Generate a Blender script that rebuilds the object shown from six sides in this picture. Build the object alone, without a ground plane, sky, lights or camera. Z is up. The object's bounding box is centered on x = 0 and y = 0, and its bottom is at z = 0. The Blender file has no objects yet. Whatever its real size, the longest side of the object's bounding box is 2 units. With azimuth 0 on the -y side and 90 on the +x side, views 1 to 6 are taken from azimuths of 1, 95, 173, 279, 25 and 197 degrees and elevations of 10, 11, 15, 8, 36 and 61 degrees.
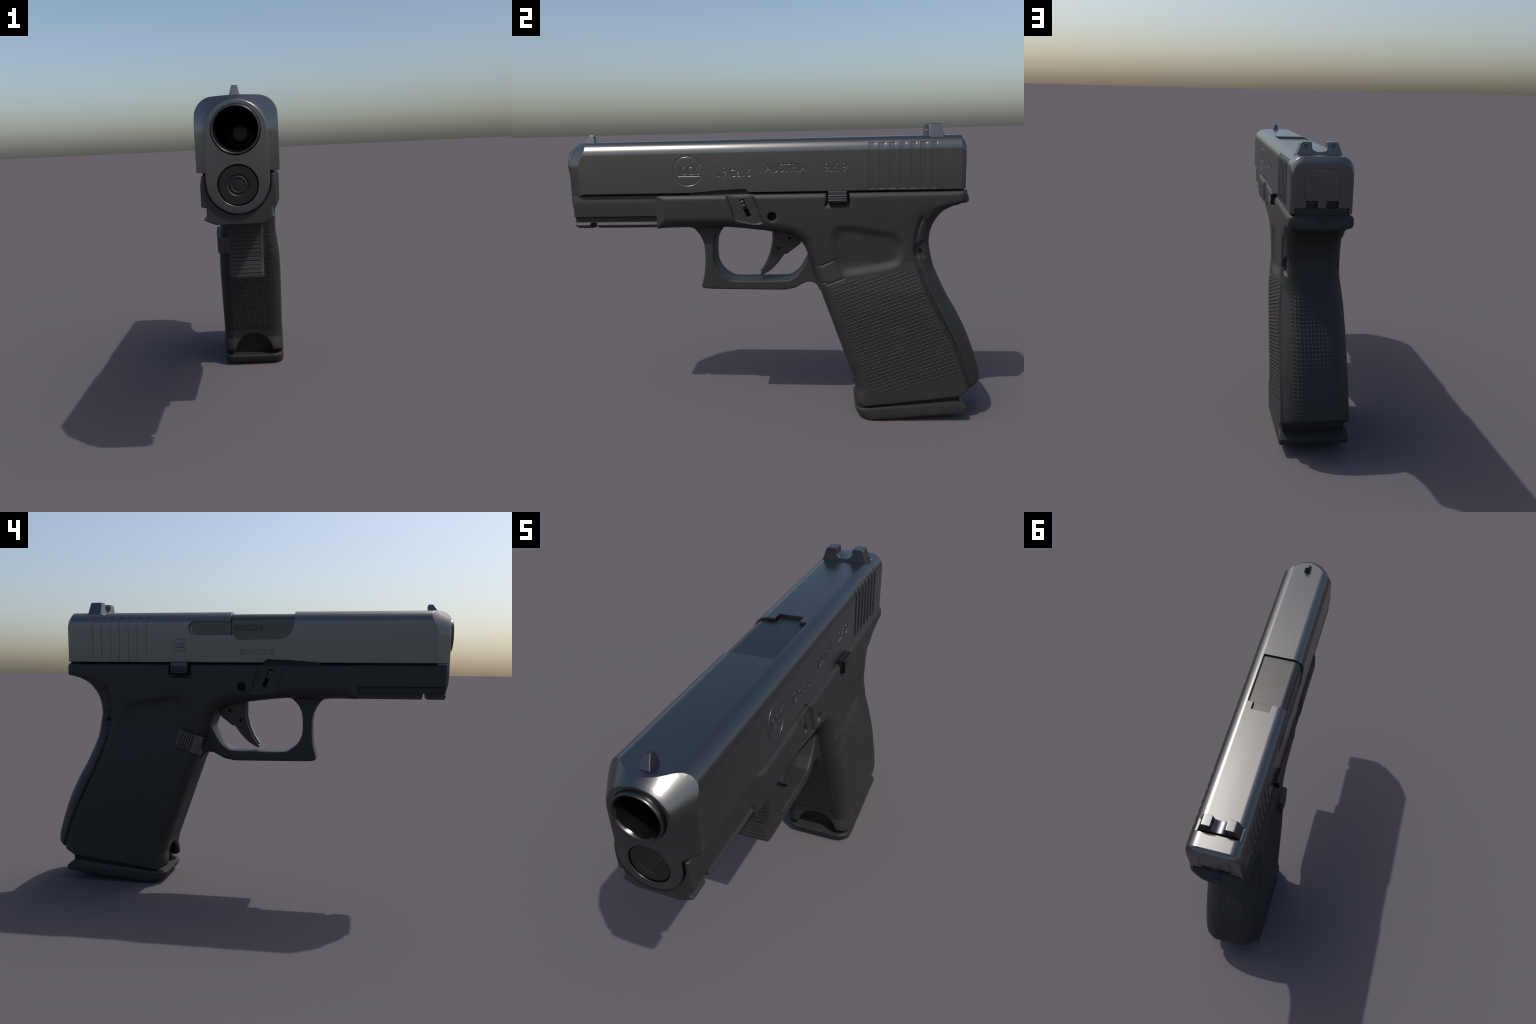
"""A compact polymer-framed pistol, muzzle towards -y, standing on its magazine floor plate.
Frame: one smooth solid from a signed distance description (side outline x half-width x edge rounding).
Slide, sights, barrel and controls: lofts, lathes and extrusions with boolean cuts."""
import bpy, bmesh, math
import numpy as np
from mathutils import Vector, Matrix

# ------------------------------------------------------------------ helpers
def new_obj(name, verts, faces, mat=None, parent=None, smooth=True):
    me = bpy.data.meshes.new(name)
    me.from_pydata([tuple(map(float, v)) for v in verts], [], [tuple(map(int, f)) for f in faces])
    bm = bmesh.new(); bm.from_mesh(me)
    bmesh.ops.remove_doubles(bm, verts=bm.verts, dist=1e-6)
    bmesh.ops.recalc_face_normals(bm, faces=bm.faces)
    bm.to_mesh(me); bm.free()
    ob = bpy.data.objects.new(name, me)
    bpy.context.scene.collection.objects.link(ob)
    if mat: me.materials.append(mat)
    if parent: ob.parent = parent
    if smooth: shade(ob)
    return ob

def shade(ob, angle=32):
    """smooth shading with sharp edges where faces meet at more than `angle` degrees"""
    me = ob.data
    bm = bmesh.new(); bm.from_mesh(me)
    for f in bm.faces: f.smooth = True
    for e in bm.edges:
        e.smooth = not (len(e.link_faces) == 2 and e.calc_face_angle(0) > math.radians(angle))
    bm.to_mesh(me); bm.free()

def bake(ob):
    """apply all modifiers of ob"""
    dg = bpy.context.evaluated_depsgraph_get()
    me = bpy.data.meshes.new_from_object(ob.evaluated_get(dg))
    old = ob.data
    ob.modifiers.clear(); ob.data = me
    me.name = ob.name
    bpy.data.meshes.remove(old)

def bevel(ob, width, seg=2, angle=30):
    m = ob.modifiers.new('b', 'BEVEL'); m.width = width; m.segments = seg
    m.limit_method = 'ANGLE'; m.angle_limit = math.radians(angle); m.harden_normals = False
    bake(ob); shade(ob, 50); weighted(ob)

def weighted(ob):
    m = ob.modifiers.new('w', 'WEIGHTED_NORMAL'); m.keep_sharp = True; m.weight = 80
    bake(ob)

def boolean(ob, cutters, op='DIFFERENCE', self_hit=False):
    for c in cutters if isinstance(cutters, list) else [cutters]:
        m = ob.modifiers.new('c', 'BOOLEAN'); m.object = c; m.operation = op
        m.solver = 'EXACT'; m.use_self = self_hit
        bake(ob)
        bpy.data.objects.remove(c, do_unlink=True)

def volume(ob):
    bm = bmesh.new(); bm.from_mesh(ob.data); v = bm.calc_volume(); bm.free(); return v

def engrave(ob, cutter):
    """cut letters one by one; a cut that would damage the body is taken back"""
    bm = bmesh.new(); bm.from_mesh(cutter.data); bm.verts.ensure_lookup_table()
    seen, parts = set(), []
    for v in bm.verts:
        if v.index in seen: continue
        stack, isl = [v], []
        seen.add(v.index)
        while stack:
            a = stack.pop(); isl.append(a)
            for e in a.link_edges:
                b = e.other_vert(a)
                if b.index not in seen: seen.add(b.index); stack.append(b)
        idx = {a.index: i for i, a in enumerate(isl)}
        fs = {f for a in isl for f in a.link_faces}
        parts.append(([tuple(a.co) for a in isl], [tuple(idx[q.index] for q in f.verts) for f in sorted(fs, key=lambda f: f.index)]))
    bm.free(); bpy.data.objects.remove(cutter, do_unlink=True)
    for V, Fc in parts:
        c = new_obj('c', V, Fc, smooth=False)
        before, lim, keep = volume(ob), abs(volume(c)), ob.data.copy()
        nb = len(ob.data.polygons)
        boolean(ob, c)
        lost = before - volume(ob)
        if not (0 < lost < lim * 1.02) or len(ob.data.polygons) < nb:
            print('letter cut taken back', lost, lim)
            ob.data = keep

def loft(name, rings, mat=None, parent=None, cap=True, smooth=True):
    """closed rings of equal length -> skinned solid"""
    n = len(rings[0]); V = [p for r in rings for p in r]; F = []
    for i in range(len(rings) - 1):
        for j in range(n):
            a, b = i * n + j, i * n + (j + 1) % n
            F.append((a, b, b + n, a + n))
    if cap:
        F.append(tuple(range(n))[::-1]); F.append(tuple(range((len(rings) - 1) * n, len(rings) * n)))
    return new_obj(name, V, F, mat, parent, smooth)

def side_prism(name, outline, x0, x1, mat=None, parent=None, smooth=True):
    """outline in (y, z), extruded along x"""
    return loft(name, [[(x0, y, z) for y, z in outline], [(x1, y, z) for y, z in outline]], mat, parent, smooth=smooth)

def box(name, x0, x1, y0, y1, z0, z1, mat=None, parent=None):
    return side_prism(name, [(y0, z0), (y1, z0), (y1, z1), (y0, z1)], x0, x1, mat, parent)

def lathe(name, prof, cx, cz, mat=None, parent=None, n=64, wob=None):
    """profile of (radius, y) turned about the axis x=cx, z=cz; closed on itself"""
    V, F = [], []
    m = len(prof)
    for k in range(n):
        t = 2 * math.pi * k / n
        for (r, y) in prof:
            rr = r + (wob(t, r, y) if wob else 0)
            V.append((cx + rr * math.cos(t), y, cz + rr * math.sin(t)))
    for k in range(n):
        for j in range(m - 1):
            a, b = k * m + j, ((k + 1) % n) * m + j
            F.append((a, a + 1, b + 1, b))
    return new_obj(name, V, F, mat, parent)

def join(name, objs, mat=None, parent=None):
    V, F = [], []
    for o in objs:
        k = len(V)
        V += [tuple(o.matrix_world @ v.co) for v in o.data.vertices]
        F += [tuple(i + k for i in p.vertices) for p in o.data.polygons]
        bpy.data.objects.remove(o, do_unlink=True)
    return new_obj(name, V, F, mat, parent)

def spline(pts, step=6, closed=False):
    """Catmull-Rom through control points"""
    P = [np.array(p, float) for p in pts]; n = len(P); out = []
    for i in range(n if closed else n - 1):
        p0 = P[(i - 1) % n] if closed or i > 0 else 2 * P[0] - P[1]
        p1, p2 = P[i], P[(i + 1) % n]
        p3 = P[(i + 2) % n] if closed or i + 2 < n else 2 * P[-1] - P[-2]
        for k in range(step):
            t = k / step
            out.append(tuple(0.5 * (2 * p1 + (p2 - p0) * t + (2 * p0 - 5 * p1 + 4 * p2 - p3) * t * t
                                    + (3 * p1 - p0 - 3 * p2 + p3) * t ** 3)))
    if not closed: out.append(tuple(P[-1]))
    return out

def fillet(pts, seg=6):
    """polygon of (a, b, radius) -> rounded outline"""
    out = []; n = len(pts)
    for i in range(n):
        p = np.array(pts[i][:2], float); r = pts[i][2] if len(pts[i]) > 2 else 0
        if r <= 0: out.append(tuple(p)); continue
        a = np.array(pts[i - 1][:2], float) - p; b = np.array(pts[(i + 1) % n][:2], float) - p
        la, lb = np.linalg.norm(a), np.linalg.norm(b); a /= la; b /= lb
        th = math.acos(max(-1, min(1, a @ b))); d = min(r / math.tan(th / 2), .49 * la, .49 * lb)
        r = d * math.tan(th / 2)
        c = p + (a + b) / np.linalg.norm(a + b) * r / math.sin(th / 2)
        s, e = p + a * d - c, p + b * d - c
        for k in range(seg + 1):
            t = k / seg; ang = math.pi - th
            v = (math.sin((1 - t) * ang) * s + math.sin(t * ang) * e) / math.sin(ang)
            out.append(tuple(c + v))
    return out

# ------------------------------------------------------------------ materials
def nodes_of(name):
    m = bpy.data.materials.new(name); m.use_nodes = True
    nt = m.node_tree; return m, nt, nt.nodes['Principled BSDF']

def surface(name, colour, rough, metallic=0.0, var=0.12, grain=300, bump=0.02, edge=0.0, streak=False, spec=0.5, coat=0.0):
    m, nt, p = nodes_of(name); N, L = nt.nodes, nt.links
    tc = N.new('ShaderNodeTexCoord')
    mp = N.new('ShaderNodeMapping'); L.new(tc.outputs['Object'], mp.inputs['Vector'])
    if streak: mp.inputs['Scale'].default_value = (1, .12, 1)
    n1 = N.new('ShaderNodeTexNoise'); n1.inputs['Scale'].default_value = 7; n1.inputs['Detail'].default_value = 6
    L.new(mp.outputs[0], n1.inputs['Vector'])
    n2 = N.new('ShaderNodeTexNoise'); n2.inputs['Scale'].default_value = grain; n2.inputs['Detail'].default_value = 2
    L.new(tc.outputs['Object'], n2.inputs['Vector'])
    ramp = N.new('ShaderNodeValToRGB'); L.new(n1.outputs['Fac'], ramp.inputs['Fac'])
    c = np.array(colour)
    ramp.color_ramp.elements[0].position = .3; ramp.color_ramp.elements[1].position = .7
    ramp.color_ramp.elements[0].color = (*(c * (1 - var)), 1); ramp.color_ramp.elements[1].color = (*(c * (1 + var)), 1)
    L.new(ramp.outputs['Color'], p.inputs['Base Color'])
    mr = N.new('ShaderNodeMapRange'); L.new(n1.outputs['Fac'], mr.inputs['Value'])
    mr.inputs['To Min'].default_value = rough * .93; mr.inputs['To Max'].default_value = rough * 1.07
    L.new(mr.outputs[0], p.inputs['Roughness'])
    p.inputs['Metallic'].default_value = metallic
    p.inputs['Specular IOR Level'].default_value = spec
    p.inputs['Coat Weight'].default_value = coat
    b = N.new('ShaderNodeBump'); b.inputs['Strength'].default_value = bump; b.inputs['Distance'].default_value = .002
    L.new(n2.outputs['Fac'], b.inputs['Height'])
    if edge > 0:
        bv = N.new('ShaderNodeBevel'); bv.samples = 6; bv.inputs['Radius'].default_value = edge
        L.new(bv.outputs[0], b.inputs['Normal'])
    L.new(b.outputs[0], p.inputs['Normal'])
    return m

STEEL = surface('slide_steel', (.158, .158, .157), .28, 1.0, .04, 260, .015, edge=.003, streak=True)
HOOD = surface('barrel_steel', (.088, .088, .086), .31, 1.0, .05, 260, .01, edge=.003)
BRIGHT = surface('blade_lightened_steel', (.16, .16, .165), .25, 1.0, .05, 260, .01, edge=.002)  # safety blade lightened to show the lit strip on the trigger face
POLY = surface('frame_polymer', (.0165, .0168, .0165), .58, 0.0, .07, 420, .05, spec=.45)
BLACK = surface('control_black', (.0115, .0108, .0115), .46, 0.0, .08, 300, .01, edge=.002, spec=.25)
CTRL = surface('control_steel', (.10, .097, .098), .36, 1.0, .06, 300, .01, edge=.002)
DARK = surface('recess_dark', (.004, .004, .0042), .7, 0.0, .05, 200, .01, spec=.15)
SIGHT = surface('sight_steel', (.13, .13, .138), .33, 1.0, .05, 260, .01, edge=.003)
BORE = surface('bore_black', (.0015, .0015, .0015), .8, 0.0, .05, 200, .0, spec=.1)  # base blackened to paint the unlit depth of the barrel
LEVER = surface('lever_steel', (.07, .07, .072), .33, 1.0, .06, 300, .01, edge=.002)
CATCH_M = surface('catch_steel', (.115, .108, .106), .42, 1.0, .06, 300, .01, edge=.001)  # lightened and warmed for the ground's reflection on the button
CAP = surface('bore_end', (.17, .17, .155), .4, 1.0, .1, 200, .02)  # brightened so disc and rings carry skylight reaching down the bore
TRIG_M = surface('trigger_plastic', (.017, .0155, .016), .36, 0.0, .08, 300, .01, edge=.002)

root = bpy.data.objects.new('pistol', None)
bpy.context.scene.collection.objects.link(root)
root['label'] = 'compact black pistol with steel slide and stippled polymer grip'
root['category'] = 'pistol'

# ------------------------------------------------------------------ signed distance frame
H = .004
XS = np.arange(0, .190, H, dtype=np.float32)
YS = np.arange(-1.000, 1.024, H, dtype=np.float32)
ZS = np.arange(.052, 1.150, H, dtype=np.float32)
GY, GZ = np.meshgrid(YS, ZS, indexing='ij')

def poly_dist(pts, Y=None, Z=None):
    """signed distance to a polygon in the side plane, negative inside"""
    Y = GY if Y is None else Y; Z = GZ if Z is None else Z
    d = np.full(Y.shape, 1e9); s = np.ones(Y.shape)
    n = len(pts)
    for i in range(n):
        ay, az = pts[i]; by, bz = pts[i - 1]
        ey, ez = by - ay, bz - az; wy, wz = Y - ay, Z - az
        t = np.clip((wy * ey + wz * ez) / max(ey * ey + ez * ez, 1e-12), 0, 1)
        d = np.minimum(d, (wy - ey * t) ** 2 + (wz - ez * t) ** 2)
        c1 = Z >= az; c2 = Z < bz; c3 = ey * wz > ez * wy
        s = np.where((c1 & c2 & c3) | (~c1 & ~c2 & ~c3), -s, s)
    return s * np.sqrt(d)

def line_dist(pts, Y=None, Z=None):
    Y = GY if Y is None else Y; Z = GZ if Z is None else Z
    d = np.full(Y.shape, 1e9)
    for (ay, az), (by, bz) in zip(pts[:-1], pts[1:]):
        ey, ez = by - ay, bz - az; wy, wz = Y - ay, Z - az
        t = np.clip((wy * ey + wz * ez) / max(ey * ey + ez * ez, 1e-12), 0, 1)
        d = np.minimum(d, (wy - ey * t) ** 2 + (wz - ez * t) ** 2)
    return np.sqrt(d)

def sm(a, b, v):
    t = np.clip((v - a) / (b - a), 0, 1); return t * t * (3 - 2 * t)

def smin(a, b, k):
    h = np.clip(.5 + .5 * (b - a) / k, 0, 1); return b * (1 - h) + a * h - k * h * (1 - h)
def smax(a, b, k): return -smin(-a, -b, k)

REAR = spline([(.890, 1.124), (.908, 1.108), (.925, 1.086), (.928, 1.068), (.914, 1.0575), (.862, 1.056), (.832, 1.047),
               (.786, 1.011), (.751, .950), (.740, .888), (.7465, .832), (.769, .750), (.828, .622), (.876, .537),
               (.925, .438), (.962, .340), (.991, .245), (1.0, .200), (1.0, .172)], 5)
FRONT = spline([(.385, .205), (.2665, .535), (.2165, .672), (.173, .802), (.164, .828), (.150, .862), (.127, .892),
                (.077, .922), (-.004, .935), (-.057, .943), (-.226, .960), (-.412, .960)], 5)
BODY = ([(-.972, 1.122)] + REAR + [(1.0, -.02), (.391, -.02), (.388, .085), (.388, .115), (.394, .16)]
        + FRONT + [(-.56, .959), (-.972, .959)])
d_body = poly_dist(BODY)

# position across the grip, 0 at the front strap, 1 at the backstrap
zf = np.array([.07, .205, .672, .802, 1.2]); yf = np.array([.40, .388, .220, .176, .10])
rz = np.array([p[1] for p in REAR][::-1]); ry = np.array([p[0] for p in REAR][::-1])
front_y = np.interp(GZ, zf, yf); rear_y = np.interp(GZ, rz, ry)
across = (GY - front_y) / (rear_y - front_y)

# half-width of the frame seen from above, as a field over the side view
width = .1245 + (.1460 - .1245) * np.clip((GY + .563) / .045, 0, 1)
grip_w = np.interp(GZ, [.40, .55, .65, .70, .74, .79, .88, 1.0], [.1605, .160, .1565, .1515, .1465, .1415, .1425, .146])
width = width + (grip_w - .146) * sm(.05, .20, GY)
width = width + .004 * sm(.22, .10, GZ)
width = width - .008 * sm(.62, .72, GY) * sm(.75, .86, GZ) * sm(1.06, .98, GZ)
# corner rounding
rnd = np.where(GY < -.53, .004, .0)
width = width - .004 * sm(1.085, 1.118, GZ) * (GY < -.563)
r_receiver = .058 + (.028 - .058) * sm(1.035, 1.075, GZ)
r_grip = .058 + (.041 - .037 * sm(.70, .84, GZ)) * np.clip(across, 0, 1)
low = sm(1.0, .88, GZ) * sm(.0, .18, GY)
rnd = r_receiver * (1 - low) + r_grip * low
rnd = rnd + (.024 - rnd) * sm(.78, .86, GY) * sm(.98, 1.04, GZ)
rnd = np.where(GY < -.515, .004 + (rnd - .004) * np.clip((GY + .563) / .048, 0, 1), rnd)

# rail under the dust cover: side slot, flange with bevelled edge, one cross slot
rail = (GY < -.563)
width = np.where(rail & (GZ > .991) & (GZ < 1.019), .108, width)
width = np.where(rail & (GZ <= .991) & (GZ > .977), .108 + (.991 - GZ) / .014 * .012, width)
width = np.where(rail & (GZ <= .977), .077 + (GZ - .958) / .019 * .043, width)

# takedown panel
PANEL = fillet([(-.213, 1.119, .012), (-.090, 1.121, .03), (-.044, .972, .008), (-.10, .974, .05), (-.180, 1.000, .01)])
PANEL = spline([(-.214, 1.108), (-.205, 1.117), (-.152, 1.121), (-.105, 1.118), (-.086, 1.109), (-.075, 1.086), (-.046, .992),
                (-.048, .982), (-.084, .974), (-.125, .981), (-.178, 1.000), (-.196, 1.056)], 4, True)
p_d = poly_dist(PANEL)
panel_in = sm(.004, -.006, p_d)
width = width * (1 - panel_in) + .1350 * panel_in
rnd = rnd * (1 - panel_in) + .020 * panel_in

# trigger pin hole, slide stop pocket
pin_d = np.hypot(GY, GZ - 1.012)
width -= .004 * sm(.026, .019, pin_d) + .02 * sm(.021, .017, pin_d)
POCKET = [(.249, 1.055), (.362, 1.055), (.362, 1.10), (.356, 1.13), (.258, 1.13), (.258, 1.09)]
width -= .012 * sm(.003, -.003, poly_dist(POCKET)) * sm(1.05, 1.085, GZ) + .006 * sm(.003, -.003, poly_dist(POCKET))

# thumb scallop
SCALLOP = spline([(.283, .868), (.294, .938), (.343, .957), (.441, .942), (.556, .923), (.598, .892), (.608, .848),
                  (.598, .805), (.560, .774), (.441, .752), (.335, .742), (.300, .795)], 5, True)
s_d = poly_dist(SCALLOP)
width -= .0125 * sm(.020, -.028, s_d) * (.45 + .55 * sm(.26, .36, GY))

# groove that sets off the backstrap, and the pin pocket in it
GROOVE = spline([(.699, 1.000), (.682, .955), (.672, .900), (.671, .840), (.682, .780), (.704, .717), (.755, .594),
                 (.833, .439), (.887, .326), (.921, .233), (.946, .150)], 6)
g_d = line_dist(GROOVE)
gy_at = np.interp(GZ, [p[1] for p in GROOVE][::-1], [p[0] for p in GROOVE][::-1])
width -= (.0125 - .006 * sm(.68, .80, GZ)) * sm(.0125, .004, g_d)
width -= .005 * sm(0, .006, GY - gy_at) * sm(1.0, .98, GZ)
PINPOCKET = [(.668, .868), (.71, .892), (.78, .905), (.78, .800), (.71, .806), (.675, .815), (.662, .840)]
d_pp = poly_dist(PINPOCKET)

# seam of the magazine catch button on this side
CATCH = [(.184, .771), (.235, .776), (.302, .806), (.338, .714), (.262, .685), (.256, .693), (.212, .689)]
loop = CATCH[1:5]
width -= .0035 * sm(.0045, .0015, line_dist(loop))
width -= .0035 * sm(.0045, .0015, line_dist([(.150, .770), (.200, .770), (.235, .776)]))
width -= .0035 * sm(.0045, .0015, line_dist([(.200, .688), (.256, .694), (.262, .685)]))

# trigger guard
GUARD = (spline([(-.470, .975), (-.412, .960), (-.389, .948), (-.370, .926), (-.355, .900), (-.345, .868), (-.342, .812), (-.346, .750),
                 (-.351, .718), (-.366, .662)], 5)[:-1]
         + [(-.366, .657), (-.362, .652), (-.345, .647)] + spline([(-.30, .6445), (.02, .640), (.06, .643), (.098, .650), (.148, .676), (.180, .680), (.205, .668), (.222, .640)], 5)
         + [(.34, .64), (.30, .98)])
HOLE = spline([(-.222, .970), (-.255, .945), (-.277, .920), (-.291, .890), (-.296, .855), (-.297, .806), (-.292, .770), (-.268, .728),
               (-.235, .702), (-.200, .689), (-.060, .688), (.061, .690), (.092, .704), (.122, .730), (.163, .802), (.185, .86),
               (.14, .96), (.02, 1.0), (-.1, 1.0)], 4, True)
d_g = np.maximum(poly_dist(GUARD), -poly_dist(HOLE))

X3 = XS[:, None, None]
def extruded(d2, w, r):
    a = (d2 + r)[None].astype(np.float32); b = X3 - (w - r)[None].astype(np.float32)
    return np.sqrt(np.maximum(a, 0) ** 2 + np.maximum(b, 0) ** 2) + np.minimum(np.maximum(a, b), 0) - r[None].astype(np.float32)

F = extruded(d_body, width, rnd)
G = extruded(d_g, np.full(GY.shape, .0735), np.full(GY.shape, .007))
F = smin(F, G, .016)
Y3 = YS[None, :, None]; Z3 = ZS[None, None, :]
def stadium(x, z, r): return np.hypot(x, z - np.clip(z, 1.099, 1.6)) - r
# cradle for the nose of the slide
F = np.maximum(F, -np.maximum(stadium(X3, Z3, .1068), Y3 + .925))
# picatinny cross slot
F = np.maximum(F, -np.maximum(np.maximum(np.abs(Y3 + .8805) - .0145, Z3 - .988), .0))if False else np.maximum(F, -np.maximum(np.abs(Y3 + .8805) - .0145, Z3 - .988))
# foot of the grip: slanted rim, steeper under the heel
foot = np.maximum(.0725 + (GY - .46) * .1262, .1310 + (GY - .888) * .62) - GZ
foot = np.maximum(foot * .985, (.076 - GZ) * .8 + (.43 - GY) * .35 - .004)
F = smax(F, foot[None].astype(np.float32), .010)
# finger arch at the mouth of the grip
arch = (np.sqrt((X3 / .104) ** 2 + ((Z3 - .060) / .120) ** 2) - 1) * .1
arch = smax(arch, (Y3 - .445) + 0 * Z3, .01)
F = smax(F, -arch, .014)
# rear pin pockets and the rounded plan of the tang
F = smax(F, -np.maximum(d_pp[None].astype(np.float32), .117 - X3), .006)
F = np.where((Y3 > .80) & (Z3 > 1.0), smax(F, (Y3 - (.932 - .041 * (X3 / .14) ** 2)) * .9, .012), F)
# underside of the tang, higher towards its sides
t_cut = 1.056 - .25 * (1 - sm(.74, .88, Y3)) + .010 * (X3 / .14) ** 2 * sm(.80, .90, Y3)
F = smax(F, (t_cut - Z3) * .9 - 2.0 * (Z3 < .98), .012)
# magazine well
well = np.maximum(np.maximum(X3 - .140, Z3 - .22), np.maximum(Y3 - .86, .42 - Y3))
F = np.maximum(F, -well)

def surface_net(F, org, h):
    """dual surface of a sampled distance field"""
    S = F < 0
    nx, ny, nz = F.shape
    cnt = np.zeros((nx - 1, ny - 1, nz - 1), np.int8)
    for i in (0, 1):
        for j in (0, 1):
            for k in (0, 1):
                cnt += S[i:nx - 1 + i, j:ny - 1 + j, k:nz - 1 + k]
    cells = np.argwhere((cnt > 0) & (cnt < 8))
    idx = np.full(cnt.shape, -1, np.int32); idx[tuple(cells.T)] = np.arange(len(cells))
    acc = np.zeros((len(cells), 3)); w = np.zeros(len(cells))
    C = np.array([(i, j, k) for i in (0, 1) for j in (0, 1) for k in (0, 1)])
    val = [F[tuple((cells + c).T)].astype(float) for c in C]
    for a in range(8):
        for b in range(a + 1, 8):
            if np.abs(C[a] - C[b]).sum() != 1: continue
            va, vb = val[a], val[b]; hit = (va < 0) != (vb < 0)
            t = np.where(hit, va / np.where(hit, va - vb, 1), 0)
            acc[hit] += (C[a] + t[:, None] * (C[b] - C[a]))[hit]; w[hit] += 1
    V = (cells + acc / w[:, None]) * h + np.array(org)
    quads = []
    for ax in range(3):
        sl0 = [slice(None)] * 3; sl1 = [slice(None)] * 3
        sl0[ax] = slice(0, -1); sl1[ax] = slice(1, None)
        for o in range(3):
            if o != ax:
                sl0[o] = slice(1, -1); sl1[o] = slice(1, -1)
        A, B = S[tuple(sl0)], S[tuple(sl1)]
        e = np.argwhere(A != B)
        if not len(e): continue
        flip = A[tuple(e.T)]
        off = np.ones(3, int); off[ax] = 0
        e = e + off
        u, v = [(1, 2), (2, 0), (0, 1)][ax]
        du = np.zeros(3, int); du[u] = 1; dv = np.zeros(3, int); dv[v] = 1
        q = np.stack([idx[tuple((e - du - dv).T)], idx[tuple((e - dv).T)], idx[tuple(e.T)], idx[tuple((e - du).T)]], 1)
        q = np.where(flip[:, None], q, q[:, ::-1])
        quads.append(q)
    return V, np.concatenate(quads)

full = np.concatenate([F[:0:-1], F], 0)
Vf, Qf = surface_net(full, (-XS[-1], YS[0], ZS[0]), H)
me = bpy.data.meshes.new('frame')
me.vertices.add(len(Vf)); me.vertices.foreach_set('co', Vf.astype(np.float32).ravel())
me.loops.add(Qf.size); me.loops.foreach_set('vertex_index', Qf.astype(np.int32).ravel())
me.polygons.add(len(Qf)); me.polygons.foreach_set('loop_start', np.arange(0, Qf.size, 4, dtype=np.int32))
me.polygons.foreach_set('use_smooth', np.ones(len(Qf), bool))
me.update(); me.validate()
frame = bpy.data.objects.new('frame', me); me.materials.append(POLY)
bpy.context.scene.collection.objects.link(frame); frame.parent = root

# ---- fine ribs across the front of the trigger guard
gz = [.668, .70, .75, .812, .868, .90, .93]; gyf = [-.3645, -.356, -.346, -.342, -.345, -.355, -.372]
ribs = []
for z in np.arange(.674, .90, .0172):
    y = float(np.interp(z, gz, gyf))
    ribs.append(box('r', -.060, .060, y - .03, y + .0026, z - .0011, z + .0011))
boolean(frame, join('r', ribs))

# ---- stippling: small blunt pyramids set on the grip surface
def sample(x, y, z):
    """trilinear read of the frame field"""
    gx = np.clip(np.abs(x) / H, 0, len(XS) - 1.001); gy = np.clip((y - YS[0]) / H, 0, len(YS) - 1.001); gz = np.clip((z - ZS[0]) / H, 0, len(ZS) - 1.001)
    i, j, k = gx.astype(int), gy.astype(int), gz.astype(int); a, b, c = gx - i, gy - j, gz - k
    out = 0
    for di in (0, 1):
        for dj in (0, 1):
            for dk in (0, 1):
                out = out + F[i + di, j + dj, k + dk] * (a if di else 1 - a) * (b if dj else 1 - b) * (c if dk else 1 - c)
    return out

def land(P, D):
    """march points P along direction D onto the frame"""
    P = np.array(P, float); D = np.array(D, float)
    for _ in range(40):
        P = P + D * (sample(P[:, 0], P[:, 1], P[:, 2]) * .8)[:, None]
    e = .004; g = []
    for ax in range(3):
        o = np.zeros(3); o[ax] = e
        g.append(sample(*(P + o).T) - sample(*(P - o).T))
    N = np.stack(g, 1); N /= np.linalg.norm(N, axis=1)[:, None] + 1e-9
    ok = np.abs(sample(*P.T)) < .002
    return P[ok], N[ok]

TILT = math.radians(19.9)
AX = np.array([math.sin(TILT), -math.cos(TILT)])      # down the grip
CR = np.array([math.cos(TILT), math.sin(TILT)])       # towards the backstrap
STIP = [(.283, .676), (.405, .722), (.41, .705), (.53, .742), (.535, .728), (.60, .748), (.66, .752), (.686, .690), (.745, .565), (.815, .430),
        (.868, .322), (.898, .215), (.862, .178), (.470, .146)]
pts = []
for i in range(0, 34):
    for j in range(-2, 34):
        p = np.array([.291, .671]) + CR * .0186 * j + AX * .0177 * i
        pts.append(p)
pts = np.array(pts)
ins = poly_dist(STIP, pts[:, 0], pts[:, 1]) < 0
pts = pts[ins]
side = []
for s in (1, -1):
    q = pts
    if s < 0:   # room for the catch button
        q = pts[~((pts[:, 0] < .345) & (pts[:, 1] > .675))]
    P0 = np.stack([np.full(len(q), .185 * s), q[:, 0], q[:, 1]], 1)
    side.append(land(P0, np.tile([-s, 0, 0], (len(q), 1))))
front = []
fp = np.array([(x, z) for x in np.arange(-8, 9) * .0128 for z in np.arange(.612, .232, -.0146)])
fy = np.interp(fp[:, 1], [.205, .672], [.388, .220])
front.append(land(np.stack([fp[:, 0], fy - .05, fp[:, 1]], 1), np.tile([0, 1, 0], (len(fp), 1))))
bp = np.array([(x, z) for x in np.arange(-6, 7) * .0172 for z in np.arange(.735, .22, -.0168)
               if not (abs(x) < .027 and z < .315)])
by = np.interp(bp[:, 1], rz, ry)
front.append(land(np.stack([bp[:, 0], by + .05, bp[:, 1]], 1), np.tile([0, -1, 0], (len(bp), 1))))

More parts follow.
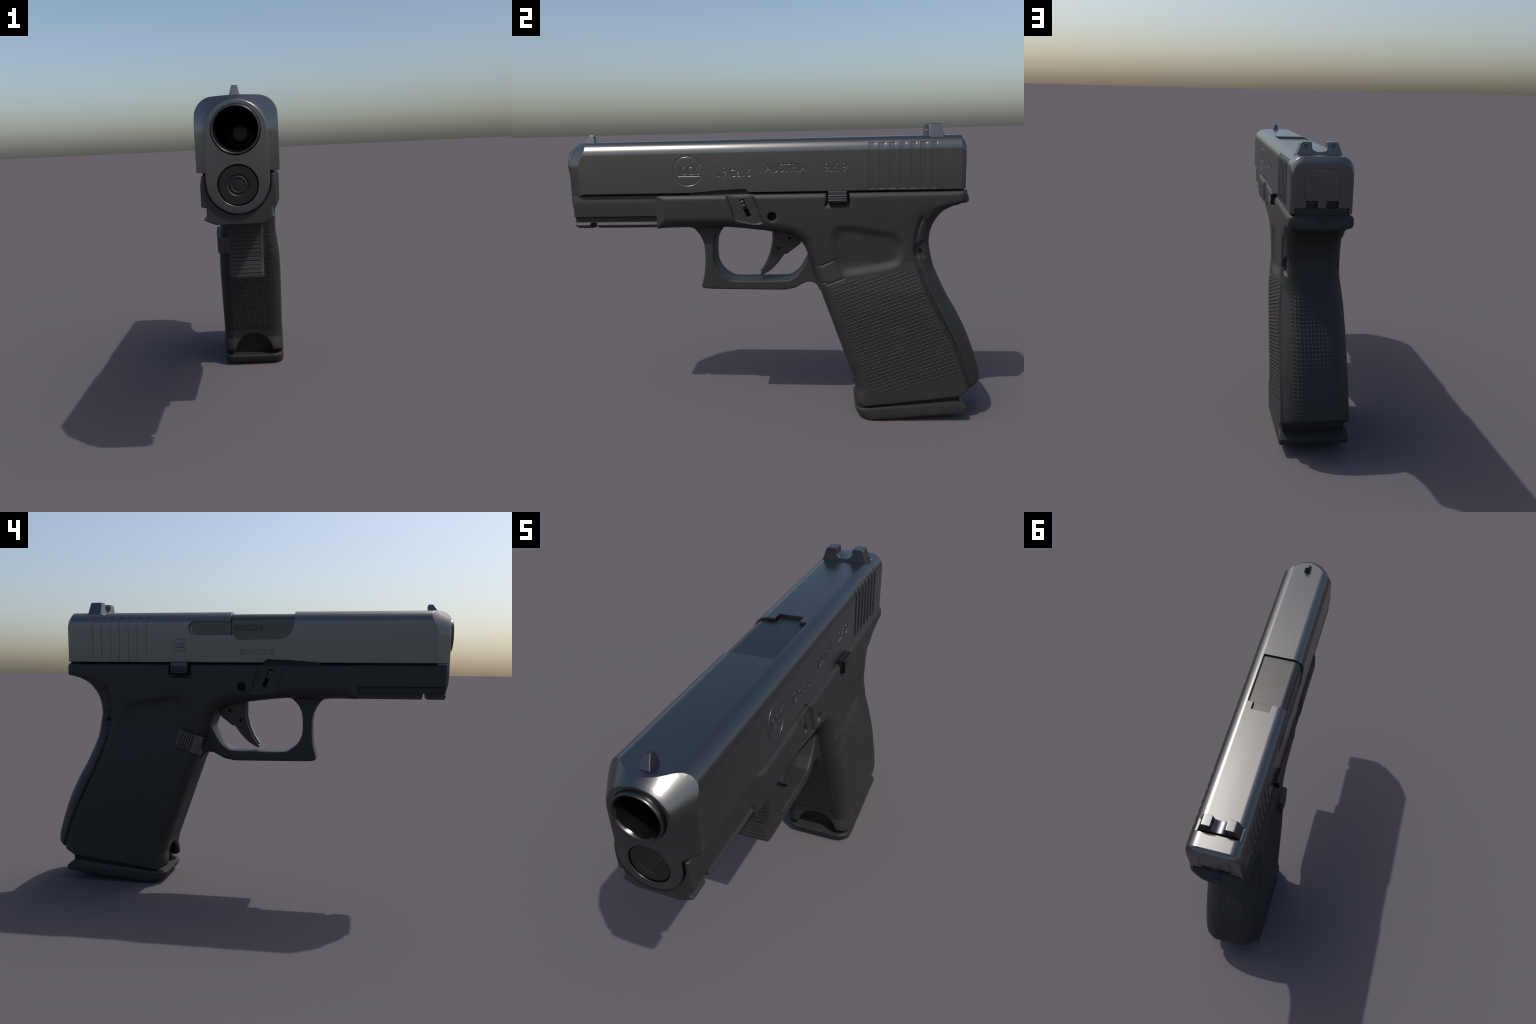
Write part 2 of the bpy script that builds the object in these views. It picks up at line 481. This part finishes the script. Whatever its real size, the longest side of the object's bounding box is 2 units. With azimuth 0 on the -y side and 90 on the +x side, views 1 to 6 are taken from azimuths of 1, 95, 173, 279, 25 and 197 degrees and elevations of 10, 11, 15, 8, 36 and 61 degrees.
def studs(name, sets, r, hgt):
    V, Fc = [], []
    for P, N in sets:
        for p, n in zip(P, N):
            up = np.array([0, AX[0], AX[1]]); t = np.cross(n, up); t /= np.linalg.norm(t); b = np.cross(n, t)
            k = len(V)
            for q in range(8):
                a = math.pi / 4 * q; V.append(p - n * .0015 + r * (math.cos(a) * t + math.sin(a) * b))
            for q in range(8):
                a = math.pi / 4 * q; V.append(p + n * hgt * .72 + .62 * r * (math.cos(a) * t + math.sin(a) * b))
            V.append(p + n * hgt)
            for q in range(8):
                q1 = (q + 1) % 8
                Fc.append((k + q, k + q1, k + 8 + q1, k + 8 + q)); Fc.append((k + 8 + q, k + 8 + q1, k + 16))
    o = new_obj(name, V, Fc, POLY, frame, smooth=False)
    for pl in o.data.polygons: pl.use_smooth = True
    o['kind'] = 'stuff'
    return o
studs('grip_stippling', side, .0070, .0023)
studs('strap_stippling', front, .0056, .0022)

# ring mark on the backstrap
mk = lathe('mould_mark', [(.021, .002), (.021, -.002), (.017, -.002), (.017, .002), (.021, .002)], 0, 0, POLY, frame, 32)
yb = float(np.interp(.280, rz, ry)); mk.location = (0, yb - .0003, .280); mk.rotation_euler = (.30, 0, 0)

# ------------------------------------------------------------------ slide
HW, Z0, ZT, RC = .138, 1.1305, 1.3750, .060
def slide_ring(y, ix=0., iz=0., n=9):
    pts = [(-HW + ix, Z0), (HW - ix, Z0)]
    for k in range(n + 1):
        a = math.pi / 2 * k / n
        pts.append((HW - ix - RC + RC * math.cos(a), ZT - iz - RC + RC * math.sin(a)))
    for k in range(n + 1):
        a = math.pi / 2 * (1 + k / n)
        pts.append((-HW + ix + RC + RC * math.cos(a), ZT - iz - RC + RC * math.sin(a)))
    return [(x, y, z) for x, z in pts]
slide = loft('slide', [slide_ring(-.99), slide_ring(.869), slide_ring(.874, .0008, .0025), slide_ring(.8885, .0055, .018), slide_ring(.891, .008, .0225)], STEEL, root)

def stad_ring(y, off, n=24):
    r = .105 + off; out = []
    for k in range(n + 1):
        a = math.pi * k / n; out.append((r * math.cos(a), y, 1.257 + r * math.sin(a)))
    for k in range(n + 1):
        a = math.pi * (1 + k / n); out.append((r * math.cos(a), y, 1.099 + r * math.sin(a)))
    return out
tongue = loft('t', [stad_ring(-.99, -.0), stad_ring(-.93, .0)])
boolean(slide, tongue, 'UNION')
nose = loft('n', [stad_ring(-.985, -.007), stad_ring(-.9842, -.0035), stad_ring(-.982, -.001), stad_ring(-.978, .0012)]
            + [stad_ring(-.983 + 1.72 * d, d) for d in (.006, .02, .04, .06, .08, .12)] + [stad_ring(-.77, .5), stad_ring(1.2, .5)])
boolean(slide, nose, 'INTERSECT')

cut = []
# bores for barrel and guide rod
cut.append(lathe('c', [(0, -1.1), (.0805, -1.1), (.0805, -.42), (0, -.42)], 0, 1.265, n=64))
cut.append(lathe('c', [(0, -1.1), (.0675, -1.1), (.0675, -.95), (0, -.95)], 0, 1.088, n=64))
# ejection port
PORT = [(.052, 1.5), (.052, 1.2615), (.034, 1.2615)] + fillet([(.034, 1.2615), (.026, 1.2395, .02), (-.11, 1.2395), ], 5)[1:2 + 5] \
       + spline([(-.165, 1.2395), (-.197, 1.243), (-.222, 1.254), (-.241, 1.272), (-.251, 1.297), (-.254, 1.325), (-.256, 1.35)], 3) + [(-.256, 1.5)]
cut.append(side_prism('c', PORT, -.3, .0775))
cut.append(box('c', -.0495, .0485, .03, .0965, 1.28, 1.5))
# extractor slot
cut.append(side_prism('c', [(.045, 1.2635), (.232, 1.2635)] + [(.232 + .0315 * math.sin(a), 1.295 - .0315 * math.cos(a)) for a in np.linspace(.2, math.pi - .2, 9)] + [(.232, 1.3265), (.045, 1.3265)], -.3, -.122))
# lower edge notch
cut.append(side_prism('c', [(-.40, 1.10), (-.385, 1.1303), (-.32, 1.1355), (-.24, 1.1415), (-.124, 1.1455), (-.116, 1.139), (-.106, 1.1303), (-.09, 1.10)], -.3, .3))
# rear: frame tab and two windows, plate seam
cut.append(box('c', -.1185, .1185, .84, 1.0, 1.0, 1.1555))
cut.append(box('c', .019, .071, .872, 1.0, 1.12, 1.187)); cut.append(box('c', -.071, -.019, .872, 1.0, 1.12, 1.187))
def ribbon(path, w):
    P = np.array(path, float); n = len(P); L = []; R = []
    for i in range(n):
        t0 = P[i] - P[i - 1] if i > 0 else P[1] - P[0]
        t1 = P[i + 1] - P[i] if i < n - 1 else P[-1] - P[-2]
        t0 /= np.linalg.norm(t0); t1 /= np.linalg.norm(t1)
        m = t0 + t1; m /= np.linalg.norm(m); nrm = np.array([-m[1], m[0]]) / max(.4, m @ t1)
        L.append(tuple(P[i] + nrm * w / 2)); R.append(tuple(P[i] - nrm * w / 2))
    return L + R[::-1]
arc = [(.077, 1.19), (.077, 1.255)] + [(.027 + .050 * math.cos(a), 1.275 + .050 * math.sin(a)) for a in np.linspace(.1, math.pi / 2, 8)]
arc = arc + [(-x, z) for x, z in arc[::-1]]
rib = ribbon(arc, .0035)
cut.append(loft('c', [[(x, .8890, z) for x, z in rib], [(x, .90, z) for x, z in rib]]))
# dovetail of the rear sight
cut.append(side_prism('c', [(.731, 1.3655), (.797, 1.3655), (.794, 1.42), (.734, 1.42)], -.3, .3))
cut.append(box('c', -.019, .019, -.927, -.882, 1.37, 1.40)) if False else None

# cocking serrations: seven ramps on each side that follow the rounded shoulder
def shoulder(dep):
    pts = [(HW - dep, 1.137), (HW - dep, 1.20), (HW - dep, 1.30)]
    for k in range(0, 7):
        a = math.radians(34) * k / 6
        pts.append((HW - RC + (RC - dep) * math.cos(a), ZT - RC + (RC - dep) * math.sin(a)))
    return pts
teeth = []
for s in (1, -1):
    for i in range(7):
        y0 = .4505 + .0468 * i
        ring = []
        for (y, dep) in ((y0, .0022), (y0 + .002, .0025), (y0 + .024, .0036), (y0 + .0285, .0036)):
            inner = shoulder(dep); outer = shoulder(-.02)[::-1]
            ring.append([(s * x, y, z) for x, z in inner + outer])
        teeth.append(loft('c', ring))
cut.append(join('c', teeth))

# engraved writing
def lettering(text, y0, y1, z0, z1, sx, x=HW, depth=.0015, spacing=1.0, thick=.0):
    cu = bpy.data.curves.new('l', 'FONT'); cu.body = text; cu.extrude = .5; cu.resolution_u = 3; cu.space_character = spacing
    cu.offset = thick
    o = bpy.data.objects.new('l', cu); bpy.context.scene.collection.objects.link(o)
    dg = bpy.context.evaluated_depsgraph_get(); me = bpy.data.meshes.new_from_object(o.evaluated_get(dg))
    bpy.data.objects.remove(o, do_unlink=True)
    C = np.array([v.co[:] for v in me.vertices]); F = [tuple(p.vertices) for p in me.polygons]
    lo, hi = C.min(0), C.max(0)
    u = (C[:, 0] - lo[0]) / (hi[0] - lo[0]); v = (C[:, 1] - lo[1]) / (hi[1] - lo[1]); w = (C[:, 2] - lo[2]) / (hi[2] - lo[2])
    X = sx * (x - depth + w * (depth + .006))
    V = np.stack([X, y0 + u * (y1 - y0), z0 + v * (z1 - z0)], 1)
    bpy.data.meshes.remove(me)
    return new_obj('c', V, F)
def engraved_path(path, w, sx, x=HW, depth=.0015):
    rb = ribbon(path, w)
    return loft('c', [[(sx * (x - depth), a, b) for a, b in rb], [(sx * (x + .006), a, b) for a, b in rb]])
def emblem(yc, zc, sc, sx, d):
    """rounded capital G whose bar carries the other letters; d = reading direction along y"""
    def m(p): return (yc + d * p[0] * sc, zc + p[1] * sc)
    out = []
    R, fl = .063, .0035
    g = []
    for a in np.linspace(math.radians(16), math.radians(90), 9): g.append((fl + R * math.cos(a), fl + .0015 + R * math.sin(a)))
    for a in np.linspace(math.radians(90), math.radians(180), 9): g.append((-fl + R * math.cos(a), fl + .0015 + R * math.sin(a)))
    for a in np.linspace(math.radians(180), math.radians(270), 9): g.append((-fl + R * math.cos(a), -fl - .0015 + R * math.sin(a)))
    for a in np.linspace(math.radians(270), math.radians(342), 9): g.append((fl + R * math.cos(a), -fl - .0015 + R * math.sin(a)))
    g = g[:-1] + [(.0637, -.0235), (-.043, -.0235), (-.043, .0215)]
    out.append(engraved_path([m(p) for p in g], .0056 * sc, sx))
    a, b = m((-.031, 0))[0], m((.055, 0))[0]
    out.append(lettering('OCK', a, b, zc - .0185 * sc, zc + .0215 * sc, sx))
    return out
words = emblem(-.397, 1.235, 1.0, 1, 1)
words.append(lettering('19', -.252, -.208, 1.205, 1.253, 1))
words.append(lettering('Gen 5', -.195, -.096, 1.2045, 1.2395, 1))
words.append(lettering('AUSTRIA', -.030, .165, 1.2225, 1.2615, 1))
words.append(lettering('9x19', .246, .352, 1.2195, 1.261, 1))
words.append(engraved_path([(-.2540, 1.2425), (-.2455, 1.2520)], .005, 1, depth=.0020))
words.append(engraved_path([(.3045, 1.2515), (.3120, 1.2605)], .005, 1, depth=.0020))
words += emblem(.309, 1.212, .46, -1, -1)
words.append(lettering('BRMCL018', .007, -.158, 1.1675, 1.194, -1, depth=.0024))

boolean(slide, [c for c in cut if c])
for wd in words: engrave(slide, wd)
shade(slide, 28); weighted(slide)
slide.data.materials.clear(); slide.data.materials.append(STEEL)
for p in slide.data.polygons: p.material_index = 0

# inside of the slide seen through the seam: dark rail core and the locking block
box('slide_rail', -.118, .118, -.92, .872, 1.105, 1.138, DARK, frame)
box('locking_block', -.128, .128, -.39, -.10, 1.112, 1.142, BLACK, frame)
tab = box('rear_tab', -.1165, .1165, .80, .8865, 1.10, 1.1545, POLY, frame)
box('firing_pin_channel', -.075, .075, .86, .876, 1.14, 1.19, POLY, slide)
bt = box('tang_button', -.021, .021, .88, .9225, 1.088, 1.113, POLY, frame); bevel(bt, .002)

# ------------------------------------------------------------------ barrel and guide rod
def lands(t, r, y): return -.0018 * max(0, math.cos(6 * t)) ** 3 if r < .0695 and r > .045 else 0
barrel = lathe('barrel', [(.0795, -.62), (.0795, -.993), (.0785, -.9975), (.0765, -1.0), (.0735, -1.0), (.0715, -.998), (.0698, -.994), (.0690, -.990)], 0, 1.265, HOOD, root, 96, lands)
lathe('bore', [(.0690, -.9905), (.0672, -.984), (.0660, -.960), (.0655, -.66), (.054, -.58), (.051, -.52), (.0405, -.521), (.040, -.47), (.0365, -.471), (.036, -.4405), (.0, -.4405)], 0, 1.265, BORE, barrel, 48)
lathe('bore_end', [(.029, -.443), (.029, -.4425), (.0, -.443)], 0, 1.265, CAP, barrel, 40)
for r0, r1, y in ((.0335, .0355, -.4425), (.0410, .0428, -.4735), (.0475, .0490, -.5235), (.0555, .0575, -.592)):
    lathe('bore_ring', [(r0, y - .002), (r1, y - .002), (r1, y + .004), (r0, y + .004), (r0, y - .002)], 0, 1.265, CAP, barrel, 48)
hood = loft('barrel_hood', [[(x, y, z) for x, z in fillet([(.078, 1.20), (.078, 1.3635), (-.1285, 1.3635, .040), (-.1285, 1.20)], 8)] for y in (-.30, .0495)], HOOD, barrel)
box('hood_tab', -.0465, .0455, .040, .0945, 1.30, 1.3631, HOOD, barrel)
engrave(hood, lettering('BRMCL018', .037, -.104, 1.2815, 1.309, -1, x=.1285, depth=.0024))
shade(hood, 30); weighted(hood)
hood.data.materials.clear(); hood.data.materials.append(HOOD)
for p in hood.data.polygons: p.material_index = 0
rod = lathe('guide_rod', [(.0, -.9805), (.0125, -.9805), (.0165, -.9800), (.0195, -.9792), (.0215, -.9800), (.0235, -.9812), (.0265, -.9812), (.0290, -.9798),
                          (.0315, -.9786), (.0340, -.9800), (.0365, -.9818), (.0400, -.982), (.0615, -.982), (.0645, -.980), (.066, -.976), (.066, -.94), (0, -.94)], 0, 1.088, BLACK, root, 64)

# ------------------------------------------------------------------ sights
def taper(name, bot, top, mat, parent):
    """frustum from two (x half, y0, y1, z) rectangles"""
    (a, y0, y1, z), (b, w0, w1, t) = bot, top
    V = [(-a, y0, z), (a, y0, z), (a, y1, z), (-a, y1, z), (-b, w0, t), (b, w0, t), (b, w1, t), (-b, w1, t)]
    return new_obj(name, V, [(3, 2, 1, 0), (4, 5, 6, 7), (0, 1, 5, 4), (1, 2, 6, 5), (2, 3, 7, 6), (3, 0, 4, 7)], mat, parent)
fs = taper('front_sight', (.0185, -.934, -.881, 1.372), (.0095, -.906, -.885, 1.410), SIGHT, root); bevel(fs, .0015)
RS = fillet([(-.103, 1.366), (.103, 1.366), (.0815, 1.4275, .010), (.0355, 1.4275, .003), (.0345, 1.405)], 4)
RS += [(.0345 * math.cos(a), 1.405 - .0205 * math.sin(a)) for a in np.linspace(.25, math.pi - .25, 11)]
RS += fillet([(-.0345, 1.405), (-.0355, 1.4275, .003), (-.0815, 1.4275, .010), (-.103, 1.366)], 4)[:-1]
def rs_ring(y0, y1): return [(x, y0 if True else y1, z) for x, z in RS]
rs = loft('rear_sight', [[(x, .727 + (z - 1.366) * .02, z) for x, z in RS], [(x, .794 - (z - 1.366) * .17, z) for x, z in RS]], SIGHT, root); bevel(rs, .0015)
box('dovetail', -.110, .110, .7325, .7955, 1.362, 1.3668, SIGHT, rs)
for s in (1, -1):
    d = lathe('sight_dot', [(.0, 0), (.0055, 0), (.0075, -.002), (.0085, -.002), (.0085, .004)], 0, 0, CTRL, rs, 20)
    d.location = (.0605 * s, .7875, 1.41); d.rotation_euler = (-.17, 0, math.pi)
d = lathe('sight_dot', [(.0, 0), (.0035, 0), (.0045, -.001), (.0052, -.001), (.0052, .003)], 0, 0, CTRL, fs, 16)
d.location = (0, -.8825, 1.397); d.rotation_euler = (-.1, 0, math.pi)

# ------------------------------------------------------------------ extractor
ex = side_prism('extractor', [(.0515, 1.2645), (.225, 1.2645)] + [(.218 + .0305 * math.sin(a), 1.295 - .0305 * math.cos(a)) for a in np.linspace(.2, math.pi - .2, 9)] + [(.225, 1.3255), (.0515, 1.3255)], -.1315, -.11, HOOD, slide)
bevel(ex, .002)

# ------------------------------------------------------------------ controls
# slide stop levers, both sides
lever_mesh = None
for s in (1, -1):
    prof = [(.140, 1.132), (.158, 1.132), (.1615, 1.129), (.1625, 1.118)]
    for k in range(3):
        z = 1.112 - .0105 * k
        prof += [(.1625, z), (.1655, z - .002), (.1655, z - .0045), (.1625, z - .0065)]
    prof += [(.1625, 1.078), (.158, 1.074), (.140, 1.074)]
    o = loft('slide_stop_lever', [[(s * x, y, z) for x, z in prof] for y in (.265, .350)], LEVER, root); bevel(o, .001, 1)
    b = box('lever_base', *sorted((s * .12, s * .150)), .262, .353, 1.085, 1.133, BLACK, o)
    # trigger pin and rear pin
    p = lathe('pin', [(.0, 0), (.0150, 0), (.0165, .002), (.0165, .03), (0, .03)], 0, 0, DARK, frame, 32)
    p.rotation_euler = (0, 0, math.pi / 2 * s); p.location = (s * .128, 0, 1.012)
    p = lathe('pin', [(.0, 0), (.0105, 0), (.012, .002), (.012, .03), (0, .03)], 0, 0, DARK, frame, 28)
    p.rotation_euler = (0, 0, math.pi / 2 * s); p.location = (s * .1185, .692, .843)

# takedown lever in its slanted slot
AL = math.atan2(.082, -.0345)
for s in (1, -1):
    c = np.array([-.1275, 1.0545]); u = np.array([.035, -.083]); u /= np.linalg.norm(u); v = np.array([u[1], -u[0]]) * -1
    def q(a, b): return tuple(c + u * a + v * b)
    hole = side_prism('h', [q(-.045, -.0105), q(.045, -.0105), q(.045, .0105), q(-.045, .0105)], s * .105, s * .30)
    boolean(frame, hole)
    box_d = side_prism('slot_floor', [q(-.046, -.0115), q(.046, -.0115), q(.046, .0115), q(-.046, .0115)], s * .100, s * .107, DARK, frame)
    prof = [(-.041, .110), (-.041, .130), (-.036, .1345), (-.024, .1335), (-.021, .129), (-.017, .1335), (-.006, .1325), (-.003, .127), (.003, .125), (.006, .110)]
    rings = []
    for b in (-.0095, .0068):
        rings.append([(s * x, *q(a, b)) for a, x in prof])
    o = loft('takedown_lever', rings, CTRL, frame)

# trigger with its safety blade
TRIG = (spline([(-.006, .985), (-.0055, .935), (-.004, .905), (-.005, .878), (-.012, .840), (-.021, .808), (-.040, .765), (-.076, .711)], 5)
        + [(-.072, .706)] + spline([(-.060, .710), (-.017, .737), (.020, .775), (.042, .805), (.055, .818)], 4) + [(.060, .814), (.066, .818)] + [(.128, .866), (.140, .90), (.12, .985)])
trig = side_prism('trigger', TRIG, -.041, .041, TRIG_M, root)
holes = []
for (y, z) in ((.0755, .892), (.021, .8425)):
    h = lathe('h', [(0, -.1), (.0075, -.1), (.0075, .1), (0, .1)], 0, 0, n=20); h.rotation_euler = (0, 0, math.pi / 2); h.location = (0, y, z)
    holes.append(h)
bpy.context.view_layer.update()
boolean(trig, join('h', holes)); bevel(trig, .002, 2, 50)
for (y, z) in ((.0755, .892), (.021, .8425)):
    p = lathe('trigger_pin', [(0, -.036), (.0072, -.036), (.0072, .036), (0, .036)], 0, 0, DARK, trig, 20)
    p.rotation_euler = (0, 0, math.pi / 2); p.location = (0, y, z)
BLADE = (spline([(-.012, .95), (-.0125, .905), (-.013, .878), (-.021, .840), (-.030, .808), (-.049, .765), (-.078, .722)], 5)
         + spline([(-.060, .722), (-.03, .78), (.0, .85), (.01, .95)], 4))
bl = side_prism('trigger_safety', BLADE, -.013, .013, BRIGHT, trig); bevel(bl, .002)

# magazine catch: ribbed button on the left
u = np.array([.130, -.042]) * -1; u /= np.linalg.norm(u)      # along the button towards the front
n0 = np.array([.304, .803]); dn = np.array([-u[1], u[0]]);
if dn[1] > 0: dn = -dn
LEN, HGT = .128, .096
prof = []
for k in range(6):
    a = .004 + k * .0125
    prof += [(a, .1645), (a + .006, .1645), (a + .0075, .1585), (a + .0110, .1585)]
prof += [(.082, .1625), (.104, .162), (.120, .160), (.126, .156), (.129, .148), (.129, .09), (0, .09), (0, .162)]
prof = prof[::-1]
def mq(a, b): return tuple(np.array([.305, .803]) + np.array([-.948, -.318]) * a + np.array([.300, -.954]) * b)
mc = loft('magazine_catch', [[(-x, *mq(a, b)) for a, x in prof] for b in (0, .094)], CATCH_M, root); bevel(mc, .001, 1)

# ------------------------------------------------------------------ magazine
mag = side_prism('magazine', [(.440, .05), (.414, .24), (.80, .30), (.885, .15), (.897, .135), (.897, .07)], -.1475, .1475, BLACK, root); bevel(mag, .02, 3)
PL = fillet([(-.1635, .392, .055), (.1635, .392, .055), (.1635, .924, .008), (-.1635, .924, .008)], 8)
def plate_ring(zf, zr, grow, fr=0., rr=0.):
    out = []
    for x, y in PL:
        sx = 1 if x > 0 else -1
        t = (y - .392) / .538
        yy = y + (fr if t < .5 else -rr) * (1 - 2 * t if t < .5 else 2 * t - 1)
        out.append((x - sx * grow, yy, zf + (zr - zf) * t))
    return out
plate = loft('floor_plate', [plate_ring(-.012, .047, .006, .068, .008), plate_ring(-.008, .0482, .002, .050, .003), plate_ring(.004, .054, .000, .030, .0), plate_ring(.022, .066, .0, .012, -.002),
                             plate_ring(.048, .074, .0, .0, .0), plate_ring(.053, .092, .0005, .0, .022), plate_ring(.0565, .1055, .003, .002, .043)], POLY, mag)
Z = np.array([v.co.z for v in plate.data.vertices])
for v in plate.data.vertices:
    if v.co.z < 0: v.co.z = 0
bpy.context.view_layer.update()
